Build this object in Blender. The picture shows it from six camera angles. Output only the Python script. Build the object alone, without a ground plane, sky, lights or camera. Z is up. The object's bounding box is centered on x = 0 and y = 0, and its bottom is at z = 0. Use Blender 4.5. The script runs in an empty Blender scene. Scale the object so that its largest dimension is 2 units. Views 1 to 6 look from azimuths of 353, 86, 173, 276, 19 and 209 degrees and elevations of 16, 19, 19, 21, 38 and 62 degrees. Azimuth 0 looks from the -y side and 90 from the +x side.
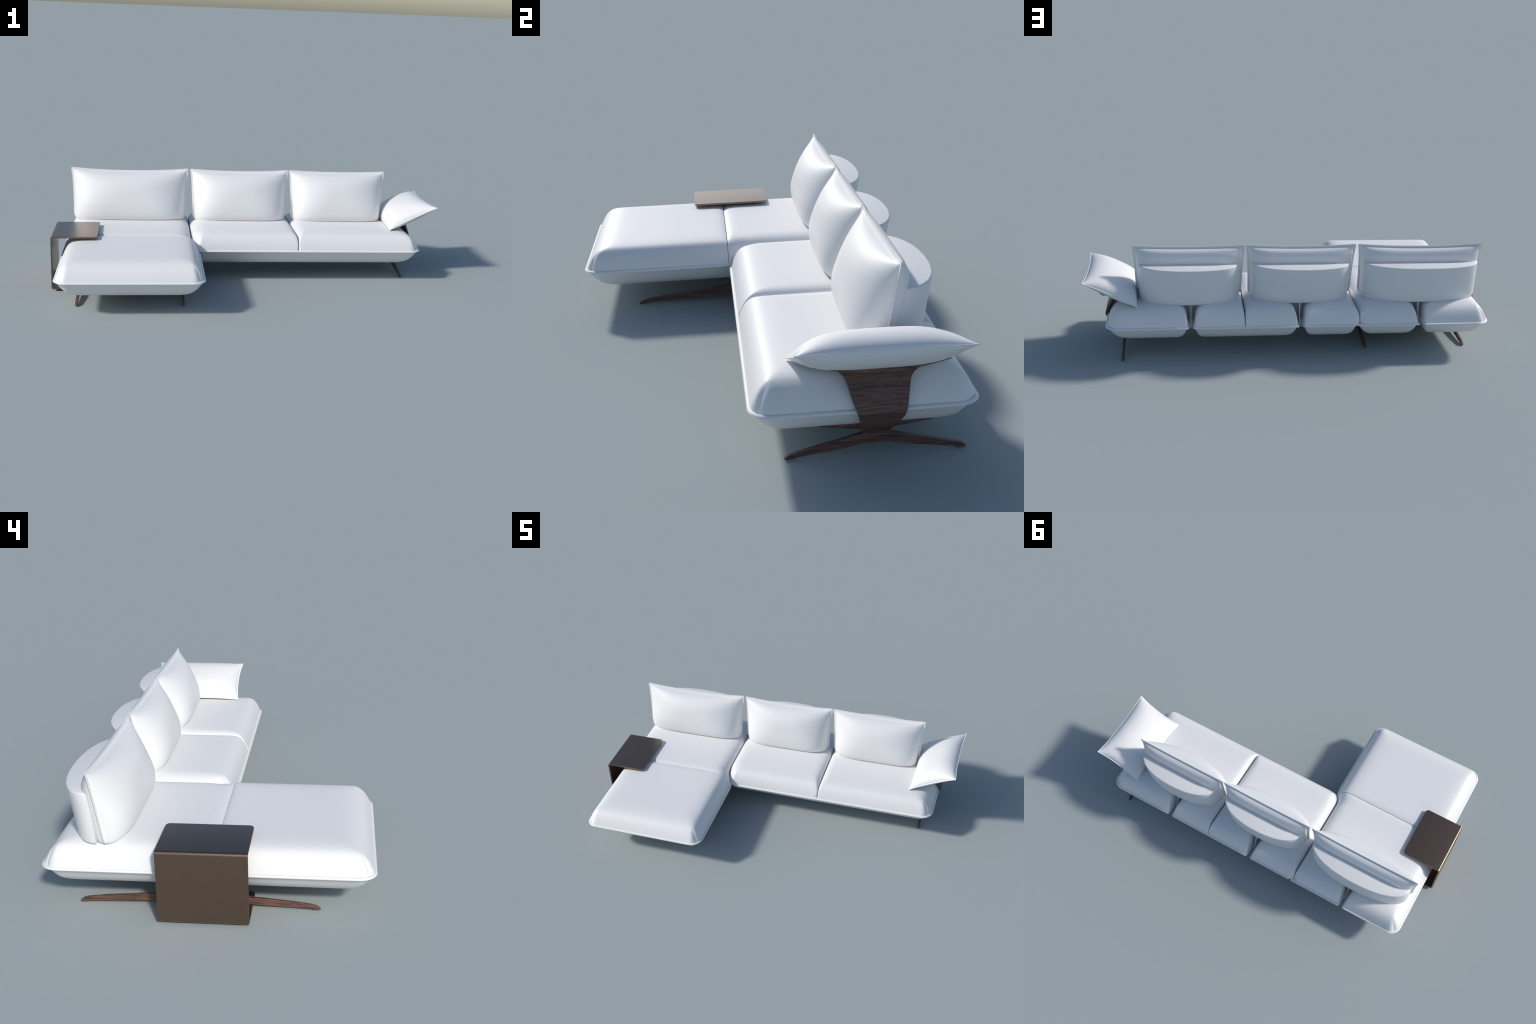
import bpy, bmesh, math
import numpy as np
from mathutils import Vector

# ------------------------------------------------------------------ helpers
def interp(xs, ys):
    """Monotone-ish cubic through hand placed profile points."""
    xs, ys = np.array(xs, float), np.array(ys, float)
    h = np.diff(xs); s = np.diff(ys) / h
    m = np.zeros(len(xs)); m[0], m[-1] = s[0], s[-1]
    for i in range(1, len(xs) - 1):
        m[i] = 0 if s[i - 1] * s[i] <= 0 else 2 * s[i - 1] * s[i] / (s[i - 1] + s[i])
    def f(x):
        x = np.clip(np.asarray(x, float), xs[0], xs[-1])
        i = np.clip(np.searchsorted(xs, x) - 1, 0, len(h) - 1)
        t = (x - xs[i]) / h[i]
        return ((1 + 2 * t) * (1 - t) ** 2 * ys[i] + t * (1 - t) ** 2 * h[i] * m[i]
                + t * t * (3 - 2 * t) * ys[i + 1] + t * t * (t - 1) * h[i] * m[i + 1])
    return f

def smooth(a, b, x):
    t = np.clip((x - a) / (b - a), 0, 1)
    return t * t * (3 - 2 * t)

def link(name, verts, faces, mat, parent=None, angle=50, merge=1e-5):
    me = bpy.data.meshes.new(name)
    me.from_pydata([tuple(map(float, v)) for v in verts], [], [tuple(map(int, f)) for f in faces])
    bm = bmesh.new(); bm.from_mesh(me)
    bmesh.ops.remove_doubles(bm, verts=bm.verts, dist=merge)
    bmesh.ops.recalc_face_normals(bm, faces=bm.faces)
    bm.to_mesh(me); bm.free()
    me.materials.append(mat)
    for p in me.polygons: p.use_smooth = True
    me.set_sharp_from_angle(angle=math.radians(angle))
    ob = bpy.data.objects.new(name, me)
    bpy.context.scene.collection.objects.link(ob)
    ob.parent = parent
    return ob

def bevel(ob, width, segments=2, angle=35):
    m = ob.modifiers.new("rounding", "BEVEL")
    m.width, m.segments, m.limit_method, m.angle_limit = width, segments, "ANGLE", math.radians(angle)
    return ob

# ---------------------------------------------------------------- materials
def material(name):
    m = bpy.data.materials.new(name); m.use_nodes = True
    nt = m.node_tree
    return m, nt, nt.nodes["Principled BSDF"]

def fabric_material():
    m, nt, b = material("white_upholstery")
    co = nt.nodes.new("ShaderNodeTexCoord")
    n = nt.nodes.new("ShaderNodeTexNoise"); n.inputs["Scale"].default_value = 700; n.inputs["Detail"].default_value = 2
    r = nt.nodes.new("ShaderNodeValToRGB")
    r.color_ramp.elements[0].color = (0.79, 0.79, 0.79, 1); r.color_ramp.elements[1].color = (0.815, 0.815, 0.815, 1)
    nt.links.new(co.outputs["Object"], n.inputs["Vector"])
    nt.links.new(n.outputs["Fac"], r.inputs["Fac"])
    nt.links.new(r.outputs["Color"], b.inputs["Base Color"])
    b.inputs["Roughness"].default_value = 0.5
    return m

def wood_material():
    m, nt, b = material("dark_walnut")
    N, L = nt.nodes.new, nt.links.new
    co = N("ShaderNodeTexCoord")
    mp = N("ShaderNodeMapping"); mp.inputs["Scale"].default_value = (1.0, 0.06, 1.0)
    L(co.outputs["Object"], mp.inputs["Vector"])
    warp = N("ShaderNodeTexNoise"); warp.inputs["Scale"].default_value = 18; warp.inputs["Detail"].default_value = 2
    L(mp.outputs["Vector"], warp.inputs["Vector"])
    mix = N("ShaderNodeMix"); mix.data_type = "VECTOR"; mix.inputs["Factor"].default_value = 0.03
    L(mp.outputs["Vector"], mix.inputs[4]); L(warp.outputs["Color"], mix.inputs[5])
    grain = N("ShaderNodeTexNoise"); grain.inputs["Scale"].default_value = 240; grain.inputs["Detail"].default_value = 4; grain.inputs["Roughness"].default_value = 0.6
    L(mix.outputs[1], grain.inputs["Vector"])
    ramp = N("ShaderNodeValToRGB")
    e = ramp.color_ramp.elements
    e[0].position, e[0].color = 0.36, (0.038, 0.026, 0.027, 1)
    e[1].position, e[1].color = 0.66, (0.185, 0.088, 0.060, 1)
    mid = e.new(0.5); mid.color = (0.125, 0.062, 0.046, 1)
    L(grain.outputs["Fac"], ramp.inputs["Fac"])
    L(ramp.outputs["Color"], b.inputs["Base Color"])
    bump = N("ShaderNodeBump"); bump.inputs["Strength"].default_value = 0.15; bump.inputs["Distance"].default_value = 0.001
    L(grain.outputs["Fac"], bump.inputs["Height"]); L(bump.outputs["Normal"], b.inputs["Normal"])
    b.inputs["Roughness"].default_value = 0.5
    return m

def bronze_material():
    m, nt, b = material("bronze_metal")
    co = nt.nodes.new("ShaderNodeTexCoord")
    n = nt.nodes.new("ShaderNodeTexNoise"); n.inputs["Scale"].default_value = 40; n.inputs["Detail"].default_value = 3
    r = nt.nodes.new("ShaderNodeValToRGB")
    r.color_ramp.elements[0].color = (0.215, 0.140, 0.095, 1); r.color_ramp.elements[1].color = (0.245, 0.160, 0.110, 1)
    nt.links.new(co.outputs["Object"], n.inputs["Vector"])
    nt.links.new(n.outputs["Fac"], r.inputs["Fac"])
    nt.links.new(r.outputs["Color"], b.inputs["Base Color"])
    b.inputs["Metallic"].default_value = 1.0
    b.inputs["Roughness"].default_value = 0.34
    b.inputs["Coat Weight"].default_value = 0.6
    b.inputs["Coat Roughness"].default_value = 0.3
    return m

def plain_material(name, col, rough):
    m, nt, b = material(name)
    n = nt.nodes.new("ShaderNodeTexNoise"); n.inputs["Scale"].default_value = 60
    r = nt.nodes.new("ShaderNodeValToRGB")
    r.color_ramp.elements[0].color = (*[c * 0.95 for c in col], 1); r.color_ramp.elements[1].color = (*[c * 1.05 for c in col], 1)
    nt.links.new(n.outputs["Fac"], r.inputs["Fac"]); nt.links.new(r.outputs["Color"], b.inputs["Base Color"])
    b.inputs["Roughness"].default_value = rough
    return m

FABRIC, WOOD, BRONZE = fabric_material(), wood_material(), bronze_material()
RUBBER = plain_material("black_rubber", (0.02, 0.02, 0.02), 0.7)

# ---------------------------------------------- upholstered seat construction
STEPS = [0, .002, .004, .006, .008, .010, .012, .014, .016, .018, .021, .024, .028, .032, .037, .042,
         .048, .054, .061, .069, .078, .088, .099, .112, .128, .146]

def spacing(a, b):
    """Grid lines from a to b, crowded near both ends."""
    w = b - a
    d = [s for s in STEPS if s < w / 2 - 0.004]
    inner = np.linspace(a + d[-1], b - d[-1], max(2, int((w - 2 * d[-1]) / 0.02) + 2))
    return sorted(set([round(a + s, 6) for s in d] + [round(v, 6) for v in inner] + [round(b - s, 6) for s in d]))

def corner_map(x, y, cx, cy, sx, sy, r):
    """Bend the square corner zone (size r) into a quarter disc."""
    if r <= 0: return x, y
    a, b = (x - (cx - sx * r)) * sx / r, (y - (cy - sy * r)) * sy / r
    inside = (a > 1e-9) & (b > 1e-9) & (a <= 1 + 1e-6) & (b <= 1 + 1e-6)
    a_, b_ = np.where(inside, a, 1), np.where(inside, b, 1)
    m = np.maximum(a_, b_)
    th = np.where(a_ >= b_, math.pi / 4 * b_ / a_, math.pi / 2 - math.pi / 4 * a_ / b_)
    return (np.where(inside, cx - sx * r + sx * r * m * np.cos(th), x),
            np.where(inside, cy - sy * r + sy * r * m * np.sin(th), y))

def panel(x0, x1, y0, y1, radii, slit=None, slit_r=0.014):
    """Rounded rectangle grid, optionally with a slit open to the back (s0, s1, ys).
    Returns plan positions, distances to the four edges and the slit, and the faces."""
    if slit:
        s0, s1, ys = slit
        X = sorted(set(spacing(x0, s0) + spacing(s1, x1) + [(s0 + s1) / 2]))
        near = [ys - s for s in STEPS[:14]]
        Y = sorted(set([v for v in spacing(y0, y1) if all(abs(v - n) > .0015 for n in near)] + near))
    else:
        X, Y = spacing(x0, x1), spacing(y0, y1)
    gx, gy = np.meshgrid(np.array(X), np.array(Y), indexing="ij")
    d = dict(left=gx - x0, right=x1 - gx, front=gy - y0, back=y1 - gy)
    d["slit"] = np.hypot(np.maximum(np.maximum(slit[0] - gx, gx - slit[1]), 0), np.maximum(slit[2] - gy, 0)) if slit else np.full(gx.shape, 9.0)
    px, py = gx, gy
    for (cx, cy, sx, sy), r in zip(((x0, y0, -1, -1), (x1, y0, 1, -1), (x1, y1, 1, 1), (x0, y1, -1, 1)), radii):
        px, py = corner_map(px, py, cx, cy, sx, sy, r)
    if slit:
        px, py = corner_map(px, py, s0, y1, 1, 1, slit_r)
        px, py = corner_map(px, py, s1, y1, -1, 1, slit_r)
    nx, ny = gx.shape
    faces = []
    for i in range(nx - 1):
        for j in range(ny - 1):
            if slit:
                mx, my = (X[i] + X[i + 1]) / 2, (Y[j] + Y[j + 1]) / 2
                if s0 < mx < s1 and my > ys: continue
            faces.append((i * ny + j, (i + 1) * ny + j, (i + 1) * ny + j + 1, i * ny + j + 1))
    return px, py, d, faces

def heights(d, profiles, level, p=5.0):
    """Combine the drop from `level` of every edge profile into one smooth surface."""
    tot = 0
    for k, f in profiles.items():
        tot = tot + np.abs(f(d[k]) - level) ** p
    return tot ** (1 / p)

SEAM = 0.166      # height of the seam that runs round the seat
TOP = 0.2555       # height of the seat
BOTTOM = 0.075

up_flange = interp([0, .0015, .004, .008, .010, .5], [SEAM, SEAM + .0030, SEAM + .0045, SEAM + .0065, SEAM + .004, SEAM + .004])
lo_outer = interp([0, .0015, .008, .012, .022, .036, .056, .080, .11, .15, .20],
                  [SEAM, SEAM - .003, .1610, .1560, .1440, .1260, .1060, .0910, .0815, .0765, BOTTOM])
lo_slit = interp([0, .0015, .006, .009, .014, .022, .034, .055, .09, .15],
                 [SEAM, SEAM - .003, .1610, .1520, .1360, .1150, .0970, .0840, .0775, BOTTOM])

lo_joint = interp([0, .002, .006, .014, .03, .06, .10], [SEAM, .152, .128, .105, .088, .079, BOTTOM])

def seat_base(name, parent, x0, x1, y0, y1, radii, slit, warp=None):
    px, py, d, faces = panel(x0, x1, y0, y1, radii, slit)
    edges = ("left", "right", "front", "back")
    dmin = np.minimum(np.minimum(np.minimum(d["left"], d["right"]), np.minimum(d["front"], d["back"])), d["slit"])
    zu = up_flange(dmin)
    zl = BOTTOM + heights(d, {**{k: lo_outer for k in edges}, "slit": lo_slit}, BOTTOM, 3.2)
    zl = np.where(dmin < 1e-7, SEAM, np.minimum(zl, SEAM))
    if warp: px = warp(px, py)
    V = [(a, b, c) for a, b, c in zip(px.ravel(), py.ravel(), zu.ravel())]
    n = len(V)
    V += [(a, b, c) for a, b, c in zip(px.ravel(), py.ravel(), zl.ravel())]
    F = faces + [tuple(n + i for i in reversed(f)) for f in faces]
    return link(name, V, F, FABRIC, parent, angle=75)

IN = 0.0085       # cushions start this far inside the seam edge
cu_outer = interp([0, .002, .006, .014, .024, .036, .052, .076, .11, .15],
                  [.166, .176, .188, .2060, .2230, .2365, .2465, .2520, .2547, TOP])
cu_side = interp([0, .002, .006, .014, .026, .042, .062, .088, .12, .16],
                 [.166, .176, .187, .2030, .2200, .2350, .2460, .2518, .2546, TOP])
cu_soft = interp([0, .003, .009, .017, .027, .041, .060, .084, .115, .155],
                 [.166, .177, .190, .2045, .2190, .2330, .2440, .2505, .2543, TOP])
cu_slit = interp([0, .002, .006, .012, .022, .036, .055, .08],
                 [.166, .190, .212, .229, .242, .249, .2537, TOP])
cu_joint = interp([0, .0015, .004, .009, .017, .028, .042, .06],
                  [.166, .216, .2315, .2405, .2472, .2518, .2544, TOP])
cu_end = interp([0, .002, .006, .014, .026, .042, .062, .09],
                [.166, .210, .2235, .2355, .2445, .2508, .2543, TOP])
cu_flat = interp([0, .0008, .003, .008, .02, .04], [.166, .2470, .2488, .2510, .2540, TOP])
cu_step = interp([0, .0008, .004, .010, .020, .036, .05], [.166, .2455, .2472, .2498, .2530, .2550, TOP])

def seat_cushion(parent, x0, x1, y0, y1, radii, prof, slit=None, seams=(), warp=None, blend=None, soft_corner=0):
    px, py, d, faces = panel(x0, x1, y0, y1, radii, slit, 0.008)
    if soft_corner:                         # seamless front left corner: true distances keep it round
        rc = soft_corner
        ax, ay = (x0 + rc - px) / rc, (y0 + rc - py) / rc
        zone = (ax > 0) & (ay > 0)
        rad, w = np.hypot(ax, ay), np.zeros(px.shape)
        w[zone] = (2 * ax[zone] * ay[zone] / np.maximum(rad[zone] ** 2, 1e-9)) ** 2
        d["left"] = np.where(zone, px - x0, d["left"]); d["front"] = np.where(zone, py - y0, d["front"])
        hr = np.abs(prof["front"](np.clip(rc * (1 - rad), 0, 1)) - TOP)
        surface = lambda pr: TOP - (heights(d, pr, TOP, 3.0) ** 3 + w * hr ** 3) ** (1 / 3)
    else:
        surface = lambda pr: TOP - heights(d, pr, TOP, 3.0)
    z = surface(prof)
    if blend:                               # one edge changes its profile along the depth
        edge, other, ya, yb = blend
        f = smooth(ya, yb, py)
        z = (1 - f) * surface({**prof, edge: other}) + f * z
    z = np.maximum(z, 0.162)
    for a, b in seams:                      # raised welt where two outer panels meet in a corner
        lo = np.maximum(d[a], d[b])
        z = z + 0.0006 * np.exp(-((d[a] - d[b]) / 0.0035) ** 2) * smooth(.004, .012, lo) * (1 - smooth(.05, .075, lo))
    z = SEAM + (z - SEAM) * 0.984           # settle the stuffing a little
    if warp: px = warp(px, py)
    V = np.stack([px.ravel(), py.ravel(), z.ravel()], 1)
    return link("seat_cushion", V, faces, FABRIC, parent, angle=75)

# -------------------------------------------------------------------- the sofa
def empty(name, loc=(0, 0, 0)):
    e = bpy.data.objects.new(name, None)
    e.location = loc; e.empty_display_size = 0.1
    bpy.context.scene.collection.objects.link(e)
    return e

sofa = empty("sectional_sofa")
sofa["label"] = "white L-shaped sectional sofa with loose back cushions and walnut legs"
sofa["category"] = "sofa"

YF, YB = -0.575, 0.575                     # front of the chaise, back of everything
CX0, CX1 = -0.954, -0.268                  # chaise
MX0, MX1, MY0 = -0.292, 0.900, -0.031      # long seat
SPLIT, CHSEAM = 0.244, -0.032              # gaps between cushions
JOINT = -0.309
SLITS = [(-0.6195, -0.6015, 0.432), (-0.0335, -0.0155, 0.432), (0.4895, 0.5075, 0.432)]
R = 0.062

def chaise_warp(px, py):                   # the chaise is squeezed where the long seat touches it
    t = np.clip((px - CX0) / (CX1 - CX0), 0, 1)
    return px - 0.028 * smooth(-0.08, 0.10, py) * t ** 5

seat_base("seat_base", sofa, CX0, CX1, YF, YB, (R, R, 0.014, R), SLITS[0], chaise_warp)

def shrink(s):
    return (s[0] - 0.006, s[1] + 0.006, s[2] - 0.006)

# the long seat carries two slits: build its base as two halves that meet under the split
MID = SPLIT
def long_base(x0, x1, radii, slit, open_side):
    px, py, d, faces = panel(x0, x1, MY0, YB, radii, slit)
    d[open_side] = np.full(px.shape, 9.0)
    edges = [k for k in ("left", "right", "front", "back") if k != open_side]
    dmin = np.minimum(np.min([d[k] for k in edges], axis=0), d["slit"])
    zu = up_flange(dmin)
    zl = BOTTOM + heights(d, {**{k: (lo_joint if k == "left" else lo_outer) for k in edges}, "slit": lo_slit}, BOTTOM, 3.2)
    zl = np.where(dmin < 1e-7, SEAM, np.minimum(zl, SEAM))
    # fine sewn line on the underside where the two halves meet
    edge = np.abs(px - MID)
    zl = zl + 0.0012 * np.exp(-(edge / 0.0015) ** 2) * smooth(.016, .03, dmin)
    V = [(a, b, c) for a, b, c in zip(px.ravel(), py.ravel(), zu.ravel())]
    n = len(V)
    V += [(a, b, c) for a, b, c in zip(px.ravel(), py.ravel(), zl.ravel())]
    return V, faces + [tuple(n + i for i in reversed(f)) for f in faces]

VA, FA = long_base(MX0, MID, (0.05, 0, 0, 0.012), SLITS[1], "right")
VB, FB = long_base(MID, MX1, (0, R, R, 0), SLITS[2], "left")
link("seat_base", VA + VB, FA + [tuple(len(VA) + i for i in f) for f in FB], FABRIC, sofa, angle=75, merge=2e-4)

r = R - IN
# chaise front cushion
seat_cushion(sofa, CX0 + IN, CX1 - IN, YF + IN, CHSEAM + .0010, (r, r, 0, 0),
             dict(left=cu_outer, right=cu_outer, front=cu_soft, back=cu_flat), None, (("left", "front"), ("right", "front")))
# chaise rear cushion; its free front corner flares out to meet the side of the front cushion
def rear_flare(px, py):
    t = np.clip((px - CX0) / (JOINT - CX0), 0, 1)
    return px + (CX1 - IN - JOINT) * (1 - smooth(CHSEAM, 0.05, py)) * t ** 5
seat_cushion(sofa, CX0 + IN, JOINT - .0002, CHSEAM - .0010, YB - IN, (0, 0.0, 0.03, r),
             dict(left=cu_outer, right=cu_end, front=cu_step, back=cu_soft, slit=cu_slit), shrink(SLITS[0]), (("left", "back"),), rear_flare, ("right", cu_outer, -0.03, 0.07))
# long seat cushions
seat_cushion(sofa, JOINT + .0002, SPLIT - .0004, MY0 + IN, YB - IN, (0.05, 0.010, 0.006, 0.02),
             dict(left=cu_end, right=cu_joint, front=cu_outer, back=cu_outer, slit=cu_slit), shrink(SLITS[1]), blend=("left", cu_outer, 0.0, 0.09), soft_corner=0.05)
seat_cushion(sofa, SPLIT + .0004, MX1 - IN, MY0 + IN, YB - IN, (0.010, r, r, 0.006),
             dict(left=cu_joint, right=cu_side, front=cu_outer, back=cu_outer, slit=cu_slit), shrink(SLITS[2]),
             (("right", "front"), ("right", "back")))

# ------------------------------------------------------------- back cushions
LEAN = 0.16                                # backward lean of the backrest (dy per dz)
Z0, Z1 = 0.246, 0.509
def seam_y(z): return 0.343 + (z - 0.26) * LEAN

front_depth = interp([.246, .252, .262, .28, .31, .35, .40, .44, .47, .495, .505, .509],
                     [.046, .056, .067, .081, .091, .096, .093, .085, .070, .044, .022, 0])
back_depth = interp([.246, .255, .29, .35, .40, .44, .47, .495, .505, .509],
                    [.036, .040, .043, .047, .050, .050, .045, .030, .015, 0])

def back_cushion(xl, xr, sag):
    cx, hw = (xl + xr) / 2, (xr - xl) / 2
    ns, nt = 84, 64
    u = np.linspace(-1, 1, ns)
    s = np.sign(u) * (1 - (1 - np.abs(u)) ** 2.4)          # crowd columns near the sides
    t = 1 - (1 - np.linspace(0, 1, nt)) ** 1.6              # and rows near the top
    t = np.unique(np.concatenate([[0, .004, .010, .018, .03], t[t > .04]]))
    S, T = np.meshgrid(s, t, indexing="ij")
    half = interp([0, .02, .06, .15, .4, .7, .88, 1], [hw - .029, hw - .020, hw - .0155, hw - .014, hw - .0125, hw - .0090, hw - .0055, hw - .001])
    W = half(T)
    Zt = Z0 + (Z1 - Z0) * T
    Zt = Zt - sag * (1 - np.abs(S) ** 2.2) * T ** 2
    X = cx + W * S
    ex = 2.4 + 3.2 * (1 - smooth(-0.1, 0.8, T))             # boxier at the bottom
    cross = (1 - np.abs(S) ** ex) ** (.5 + .22 * smooth(.2, 1, T))
    Zref = Z0 + (Z1 - Z0) * T
    V, F = [], []
    n = S.size
    base = seam_y(Zt)
    flange = 0.0018
    exb = 3.5 + 10.0 * (1 - smooth(0.5, 1.0, T))            # the back half is boxed like a gusset
    cross_b = (1 - np.abs(S) ** exb) ** 0.5
    for sign, dep, cross in ((-1, front_depth, cross), (1, back_depth, cross_b)):
        Y = base + sign * (dep(Zref) * cross + flange)
        V += list(zip(X.ravel(), Y.ravel(), Zt.ravel()))
    ni, nj = S.shape
    for k in (0, 1):
        for i in range(ni - 1):
            for j in range(nj - 1):
                f = (i * nj + j, (i + 1) * nj + j, (i + 1) * nj + j + 1, i * nj + j + 1)
                F.append(tuple(k * n + q for q in f))
    for i in range(ni - 1):                                  # underside and top edge
        for j in (0,):
            F.append((i * nj + j, (i + 1) * nj + j, n + (i + 1) * nj + j, n + i * nj + j))
    # sewn flange that runs up both sides and along the top
    loop = [(0, j) for j in range(nj)] + [(i, nj - 1) for i in range(1, ni)] + [(ni - 1, j) for j in range(nj - 2, -1, -1)]
    pts = np.array([(X[a, b], Zt[a, b]) for a, b in loop])
    tan = np.gradient(pts, axis=0)
    nrm = np.stack([-tan[:, 1], tan[:, 0]], 1); nrm /= np.linalg.norm(nrm, axis=1)[:, None]
    c1, c2 = nj - 1, nj - 1 + ni - 1                         # corner indices
    for c, dx in ((c1, -1), (c2, 1)):
        for o in range(-3, 4):
            k = 1 - abs(o) / 4
            v = nrm[c + o] * (1 - k) + np.array((dx * .9, .9)) * k
            nrm[c + o] = v
    width = 0.0085 * smooth(0, .12, np.array([T[a, b] for a, b in loop])) + 0.0015
    b0 = len(V)
    for k, (a, b) in enumerate(loop):
        q = pts[k] + nrm[k] * width[k]
        yb = seam_y(q[1])
        V += [(q[0], yb - flange * .7, q[1]), (q[0], yb + flange * .7, q[1])]
    for k in range(len(loop) - 1):
        a, b = loop[k], loop[k + 1]
        ia, ib = a[0] * nj + a[1], b[0] * nj + b[1]
        F += [(ia, ib, b0 + 2 * k + 2, b0 + 2 * k), (n + ia, b0 + 2 * k + 1, b0 + 2 * k + 3, n + ib),
              (b0 + 2 * k, b0 + 2 * k + 2, b0 + 2 * k + 3, b0 + 2 * k + 1)]
    return link("back_cushion", V, F, FABRIC, sofa, angle=60)

BACKS = [(-0.930, -0.324, 0.0125), (-0.296, 0.224, 0.009), (0.246, 0.766, 0.0065)]
for a, b, sg in BACKS: back_cushion(a, b, sg)

# ------------------------------------------------------------------- bolsters
def bolster(cx, hw, belly):
    zb, zt = 0.249, 0.434
    nu = 90
    rim = []
    for k in range(nu + 1):                                  # D shaped plan: curved back
        th = math.pi * k / nu
        c, s_ = math.cos(th), math.sin(th)
        rim.append((math.copysign(abs(c) ** 0.90, c), abs(s_) ** 0.88))
    r0 = 0.007
    levels = [(zb, .004), (zb + .003, .001), (zb + .008, 0)] + [(zb + .008 + (zt - r0 - zb - .008) * q, 0) for q in (.33, .66, 1)]
    levels += [(zt - r0 * (1 - math.sin(a)), r0 * (1 - math.cos(a))) for a in (0.5, 1.0, math.pi / 2)]
    V, F = [], []
    for z, ins in levels:
        k = (z - zb) / (zt - zb)
        for a, b in rim:
            V.append((cx + a * (hw - ins), 0.374 + 0.019 * k + b * (0.105 + 0.019 * k + belly * (1 - k) - ins), z))
    m = nu + 1
    for l in range(len(levels) - 1):
        for k in range(nu):
            F.append((l * m + k, l * m + k + 1, (l + 1) * m + k + 1, (l + 1) * m + k))
        F.append((l * m + nu, l * m, (l + 1) * m, (l + 1) * m + nu))
    F.append(tuple(range(m)))
    F.append(tuple((len(levels) - 1) * m + k for k in range(m)))
    return link("backrest_bolster", V, F, FABRIC, sofa, angle=55)

bolster(-0.628, 0.2865, 0.006); bolster(-0.034, 0.238, -0.004); bolster(0.508, 0.238, 0.006)

# thin support blade of each backrest, standing in the slit behind the seat
def box(name, lo, hi, mat, parent, bw=0.0):
    V = [(x, y, z) for x in (lo[0], hi[0]) for y in (lo[1], hi[1]) for z in (lo[2], hi[2])]
    F = [(0, 1, 3, 2), (4, 6, 7, 5), (0, 4, 5, 1), (2, 3, 7, 6), (0, 2, 6, 4), (1, 5, 7, 3)]
    ob = link(name, V, F, mat, parent, angle=30)
    if bw: bevel(ob, bw)
    return ob

for s in SLITS:
    c = (s[0] + s[1]) / 2
    V = [(c + dx, y, z) for dx in (-.0016, .0016) for y, z in ((.41, .13), (.505, .15), (.492, .19), (.478, .262), (.41, .262))]
    F = [(0, 1, 2, 3, 4), (9, 8, 7, 6, 5)] + [(i, (i + 1) % 5, 5 + (i + 1) % 5, 5 + i) for i in range(5)]
    link("backrest_support", V, F, FABRIC, sofa, angle=30)

# ------------------------------------------------------------ armrest pillow
def pillow():
    inner, outer = np.array((0.7508, 0.2600)), np.array((0.9950, 0.3798))
    e1 = (outer - inner) / np.linalg.norm(outer - inner)
    nrm = np.array((-e1[1], e1[0]))
    hl = np.linalg.norm(outer - inner) / 2
    cen = (inner + outer) / 2
    yc, hy = 0.301, 0.2165
    n = 61
    u = np.linspace(-1, 1, n); u = np.sign(u) * (1 - (1 - np.abs(u)) ** 1.6)
    A, B = np.meshgrid(u, u, indexing="ij")
    pinch_a, pinch_b = 0.085, 0.055                          # concave edges, pointed corners
    PA = A * hl * (1 - pinch_a * (1 - np.abs(B) ** 2.4))
    PB = B * hy * (1 - pinch_b * (1 - np.abs(A) ** 2.4))
    shape = ((1 - np.abs(A) ** 2.6) * (1 - np.abs(B) ** 3.4))
    up, dn = 0.058 * shape ** 0.58, 0.041 * shape ** 0.60
    V, F = [], []
    fl = 0.0015
    for k, h in ((1, up), (-1, dn)):
        h = h + fl
        px = cen[0] + PA * e1[0] + k * h * nrm[0]
        pz = cen[1] + PA * e1[1] + k * h * nrm[1]
        V += list(zip(px.ravel(), (yc + PB).ravel(), pz.ravel()))
        for i in range(n - 1):
            for j in range(n - 1):
                F.append(tuple((0 if k > 0 else n * n) + q for q in (i * n + j, (i + 1) * n + j, (i + 1) * n + j + 1, i * n + j + 1)))
    loop = [(i, 0) for i in range(n - 1)] + [(n - 1, j) for j in range(n - 1)] + [(i, n - 1) for i in range(n - 1, 0, -1)] + [(0, j) for j in range(n - 1, 0, -1)]
    b0 = len(V)
    for i, j in loop:
        a, b = PA[i, j] * (1 + .005 / hl), PB[i, j] * (1 + .005 / hy)
        for k in (1, -1):
            V.append((cen[0] + a * e1[0] + k * fl * .7 * nrm[0], yc + b, cen[1] + a * e1[1] + k * fl * .7 * nrm[1]))
    for q in range(len(loop)):
        w = (q + 1) % len(loop)
        ia, ib = loop[q][0] * n + loop[q][1], loop[w][0] * n + loop[w][1]
        F += [(ia, ib, b0 + 2 * w, b0 + 2 * q), (n * n + ib, n * n + ia, b0 + 2 * q + 1, b0 + 2 * w + 1), (b0 + 2 * q, b0 + 2 * w, b0 + 2 * w + 1, b0 + 2 * q + 1)]
    return link("armrest_pillow", V, F, FABRIC, sofa, angle=60)
pillow()

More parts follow.
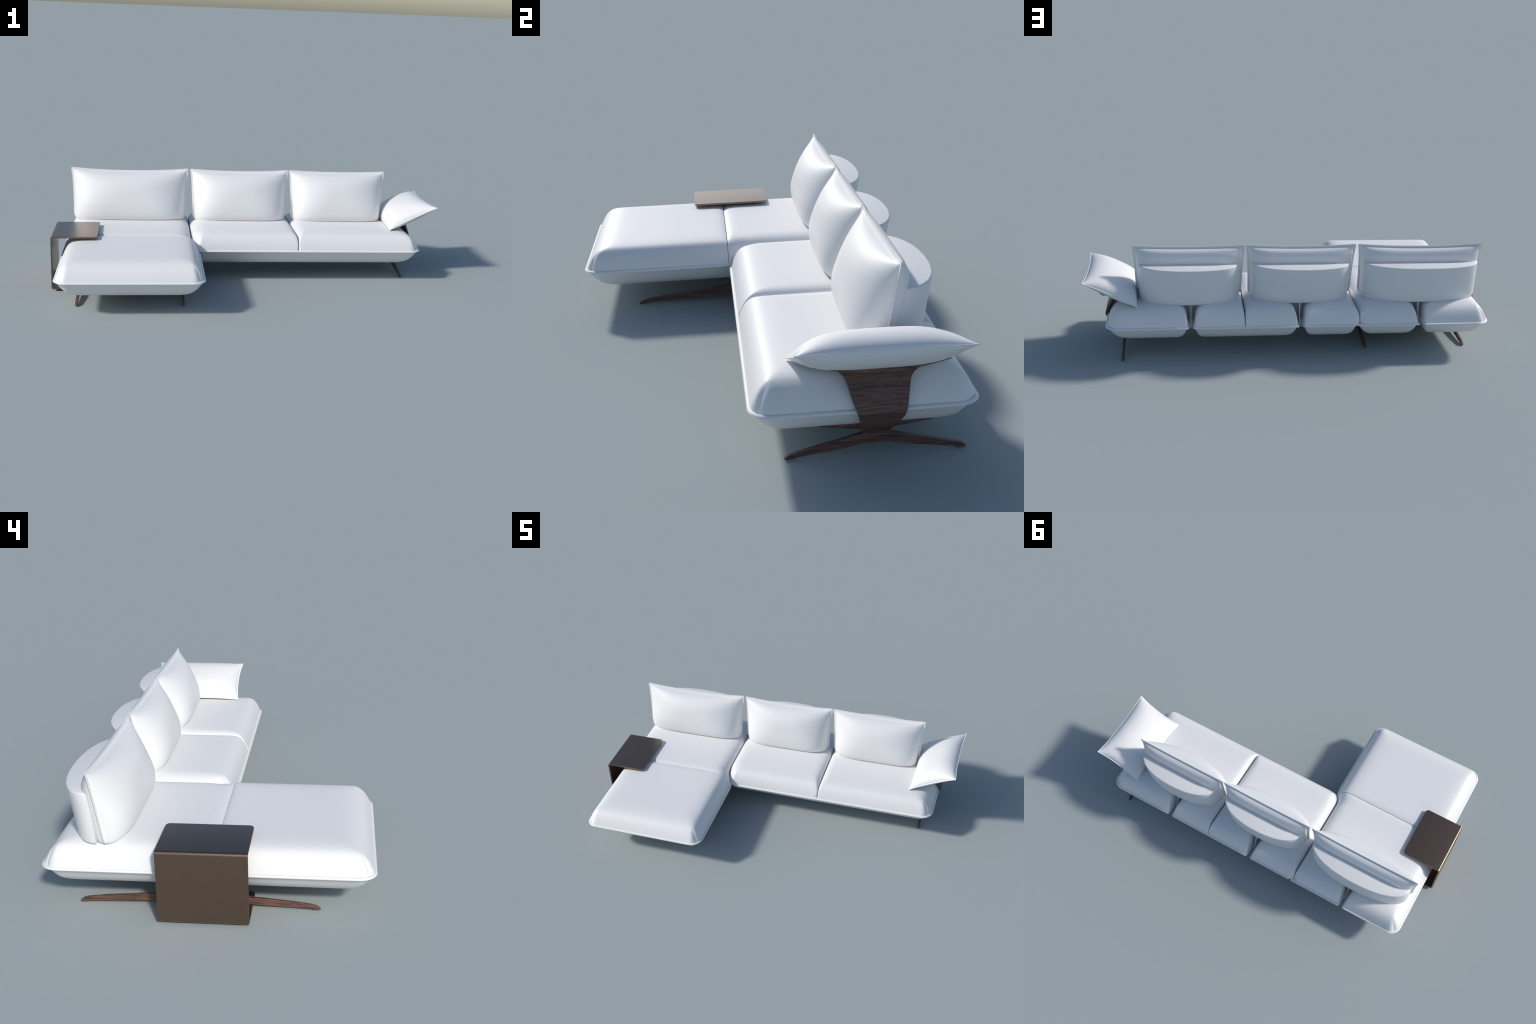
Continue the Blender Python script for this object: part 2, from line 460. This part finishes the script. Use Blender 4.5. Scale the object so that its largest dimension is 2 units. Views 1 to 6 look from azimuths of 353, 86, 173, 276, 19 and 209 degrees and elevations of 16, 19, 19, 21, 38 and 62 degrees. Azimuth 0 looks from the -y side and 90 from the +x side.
# ------------------------------------------------------------ armrest bracket
def armrest_bracket():
    br = empty("armrest_bracket"); br.parent = sofa
    th = 0.010
    # bent plywood web: outer face path (x, z) with its front and back edges
    path = [(.823, .066, .278, .347), (.842, .082, .271, .350), (.866, .104, .262, .354), (.888, .128, .256, .359), (.904, .150, .250, .367), (.9105, .165, .246, .371),
            (.9080, .182, .2405, .3745), (.8965, .212, .231, .380), (.8850, .236, .2245, .385), (.8785, .249, .220, .389), (.8765, .261, .213, .397), (.880, .274, .200, .410)]
    P = np.array([(a, b) for a, b, _, _ in path])
    t = np.gradient(P, axis=0); t /= np.linalg.norm(t, axis=1)[:, None]
    nin = np.stack([-t[:, 1], t[:, 0]], 1)
    V, F = [], []
    for k, (x, z, ya, yb) in enumerate(path):
        q = P[k] + nin[k] * th
        V += [(x, ya, z), (x, yb, z), (q[0], yb, q[1]), (q[0], ya, q[1])]
    for k in range(len(path) - 1):
        for e in range(4):
            F.append((4 * k + e, 4 * k + (e + 1) % 4, 4 * k + 4 + (e + 1) % 4, 4 * k + 4 + e))
    F += [(0, 1, 2, 3), tuple(4 * (len(path) - 1) + e for e in (3, 2, 1, 0))]
    bevel(link("bracket_web", V, F, WOOD, br, angle=28), 0.0015)
    # bow shaped wing that carries the pillow
    cen, e1, nd = np.array((.8735, .321)), np.array((.9015, .4328)), np.array((.4328, -.9015))
    V, F = [], []
    ys = np.linspace(-1, 1, 33)
    for s in ys:
        y = .307 + s * .169
        k = 1 - abs(s) ** 2
        drop = .0255 + .0160 * k
        tk = .0052 + .0125 * (1 - abs(s)) ** 1.3
        a0, a1 = .022 - .055 * k, .042 - .000 * k
        for a, dpt in ((a0, drop), (a1, drop), (a1, drop + tk * .75), (a0, drop + tk)):
            p = cen + e1 * a + nd * dpt
            V.append((p[0], y, p[1]))
    for k in range(len(ys) - 1):
        for e in range(4):
            F.append((4 * k + e, 4 * k + (e + 1) % 4, 4 * k + 4 + (e + 1) % 4, 4 * k + 4 + e))
    F += [(0, 1, 2, 3), tuple(4 * (len(ys) - 1) + e for e in (3, 2, 1, 0))]
    bevel(link("bracket_wing", V, F, WOOD, br, angle=28), 0.001)
armrest_bracket()

# ------------------------------------------------------------------------ legs
def leg(x, yc, reach, arm):
    """Flat X shaped walnut leg: two feet, a neck and two arms hugging the seat."""
    half = [(0, .034), (.036, .0325), (.07, .0260), (.11, .0190), (.165, .0130), (reach - .10, .0065), (reach - .03, .0028),
            (reach - .029, 0), (reach - .003, 0), (reach, .0025), (reach - .014, .0140), (reach - .035, .0190), (reach - .10, .0275), (.165, .0405), (.10, .0510),
            (.052, .0590), (.037, .0630), (.035, .0690), (.040, .0750), (.055, .0785), (.10, .0835), (arm, .0905), (arm, .0950), (0, .0950)]
    if reach < .3:
        half = [(0, .033), (.036, .0325), (.07, .0250), (.11, .0180), (.15, .0130), (reach - .06, .0075), (reach - .03, .0035),
                (reach - .029, 0), (reach - .003, 0), (reach, .0025), (reach - .014, .0135), (reach - .035, .0185), (.15, .0345), (.10, .0460),
                (.052, .0590), (.037, .0640), (.035, .0690), (.040, .0750), (.055, .0785), (.10, .0835), (arm, .0905), (arm, .0950), (0, .0950)]
    right = half[1:-1]
    outline = [(yc, half[0][1])] + [(yc + a, z) for a, z in right] + [(yc, half[-1][1])] + [(yc - a, z) for a, z in reversed(right)]
    n = len(outline)
    th = 0.0058
    V = [(x - th, y, z) for y, z in outline] + [(x + th, y, z) for y, z in outline]
    F = [tuple(range(n)), tuple(range(2 * n - 1, n - 1, -1))] + [(i, (i + 1) % n, n + (i + 1) % n, n + i) for i in range(n)]
    ob = link("leg", V, F, WOOD, sofa, angle=30)
    return bevel(ob, 0.0012, 2, 30)

leg(0.821, 0.3085, 0.2465, 0.15)
leg(-0.8635, 0.0375, 0.4250, 0.26)
leg(-0.3640, 0.0375, 0.4250, 0.26)

# ------------------------------------------------------------------ side table
def side_table():
    root = empty("side_table", (-0.888, 0.003, 0))
    root["label"] = "small bronze C-shaped side table of bent sheet metal"
    root["category"] = "side table"
    th, ri = 0.0075, 0.003
    xo, xi, zt, zb = -1.0, -0.778, 0.2725, 0.0065
    # section of the bent sheet (x, z), outer face then inner face
    def arc(cx, cz, rad, a0, a1, n=6):
        return [(cx + rad * math.cos(a0 + (a1 - a0) * k / n), cz + rad * math.sin(a0 + (a1 - a0) * k / n)) for k in range(n + 1)]
    ro = ri + th
    out = [(xi, zt)] + [(xi - .02, zt), (xi - .0201, zt)] + arc(xo + ro, zt - ro, ro, math.pi / 2, math.pi) + arc(xo + ro, zb + ro, ro, math.pi, 1.5 * math.pi) + [(xi - .0201, zb), (xi - .02, zb), (xi, zb)]
    inn = [(xi, zt - th)] + [(xi - .02, zt - th), (xi - .0201, zt - th)] + arc(xo + ro, zt - ro, ri, math.pi / 2, math.pi) + arc(xo + ro, zb + ro, ri, math.pi, 1.5 * math.pi) + [(xi - .0201, zb + th), (xi - .02, zb + th), (xi, zb + th)]
    y0, y1, rc = -0.152, 0.157, 0.018
    # tongue ends have rounded corners: resample x near the free ends
    def expand(sec):
        top, bot = sec[0], sec[-1]
        ends = [(xi - rc * (1 - math.sin(a)), top[1]) for a in np.linspace(math.pi / 2, 0, 9)]
        ende = [(xi - rc * (1 - math.sin(a)), bot[1]) for a in np.linspace(0, math.pi / 2, 9)]
        return ends + sec[3:-3] + ende
    out, inn = expand(out), expand(inn)
    V, F = [], []
    for (xa, za), (xb, zbb) in zip(out, inn):
        dx = max(0.0, xa - (xi - rc))
        cut = rc - math.sqrt(max(0.0, rc * rc - dx * dx)) if dx > 0 else 0.0
        V += [(xa, y0 + cut, za), (xa, y1 - cut, za), (xb, y1 - cut, zbb), (xb, y0 + cut, zbb)]
    m = len(out)
    for k in range(m - 1):
        for e in range(4):
            F.append((4 * k + e, 4 * k + (e + 1) % 4, 4 * k + 4 + (e + 1) % 4, 4 * k + 4 + e))
    F += [(0, 1, 2, 3), tuple(4 * (m - 1) + e for e in (3, 2, 1, 0))]
    V = [(a + .888, b - .003, c) for a, b, c in V]
    ob = link("bent_sheet", V, F, BRONZE, root, angle=40, merge=1e-7)
    bevel(ob, 0.0018, 3, 50)
    for x in (-0.965, -0.80):
        box("foot_pad", (x - .012 + .888, y0 + .02 - .003, 0), (x + .012 + .888, y1 - .02 - .003, .0068), RUBBER, root)
side_table()
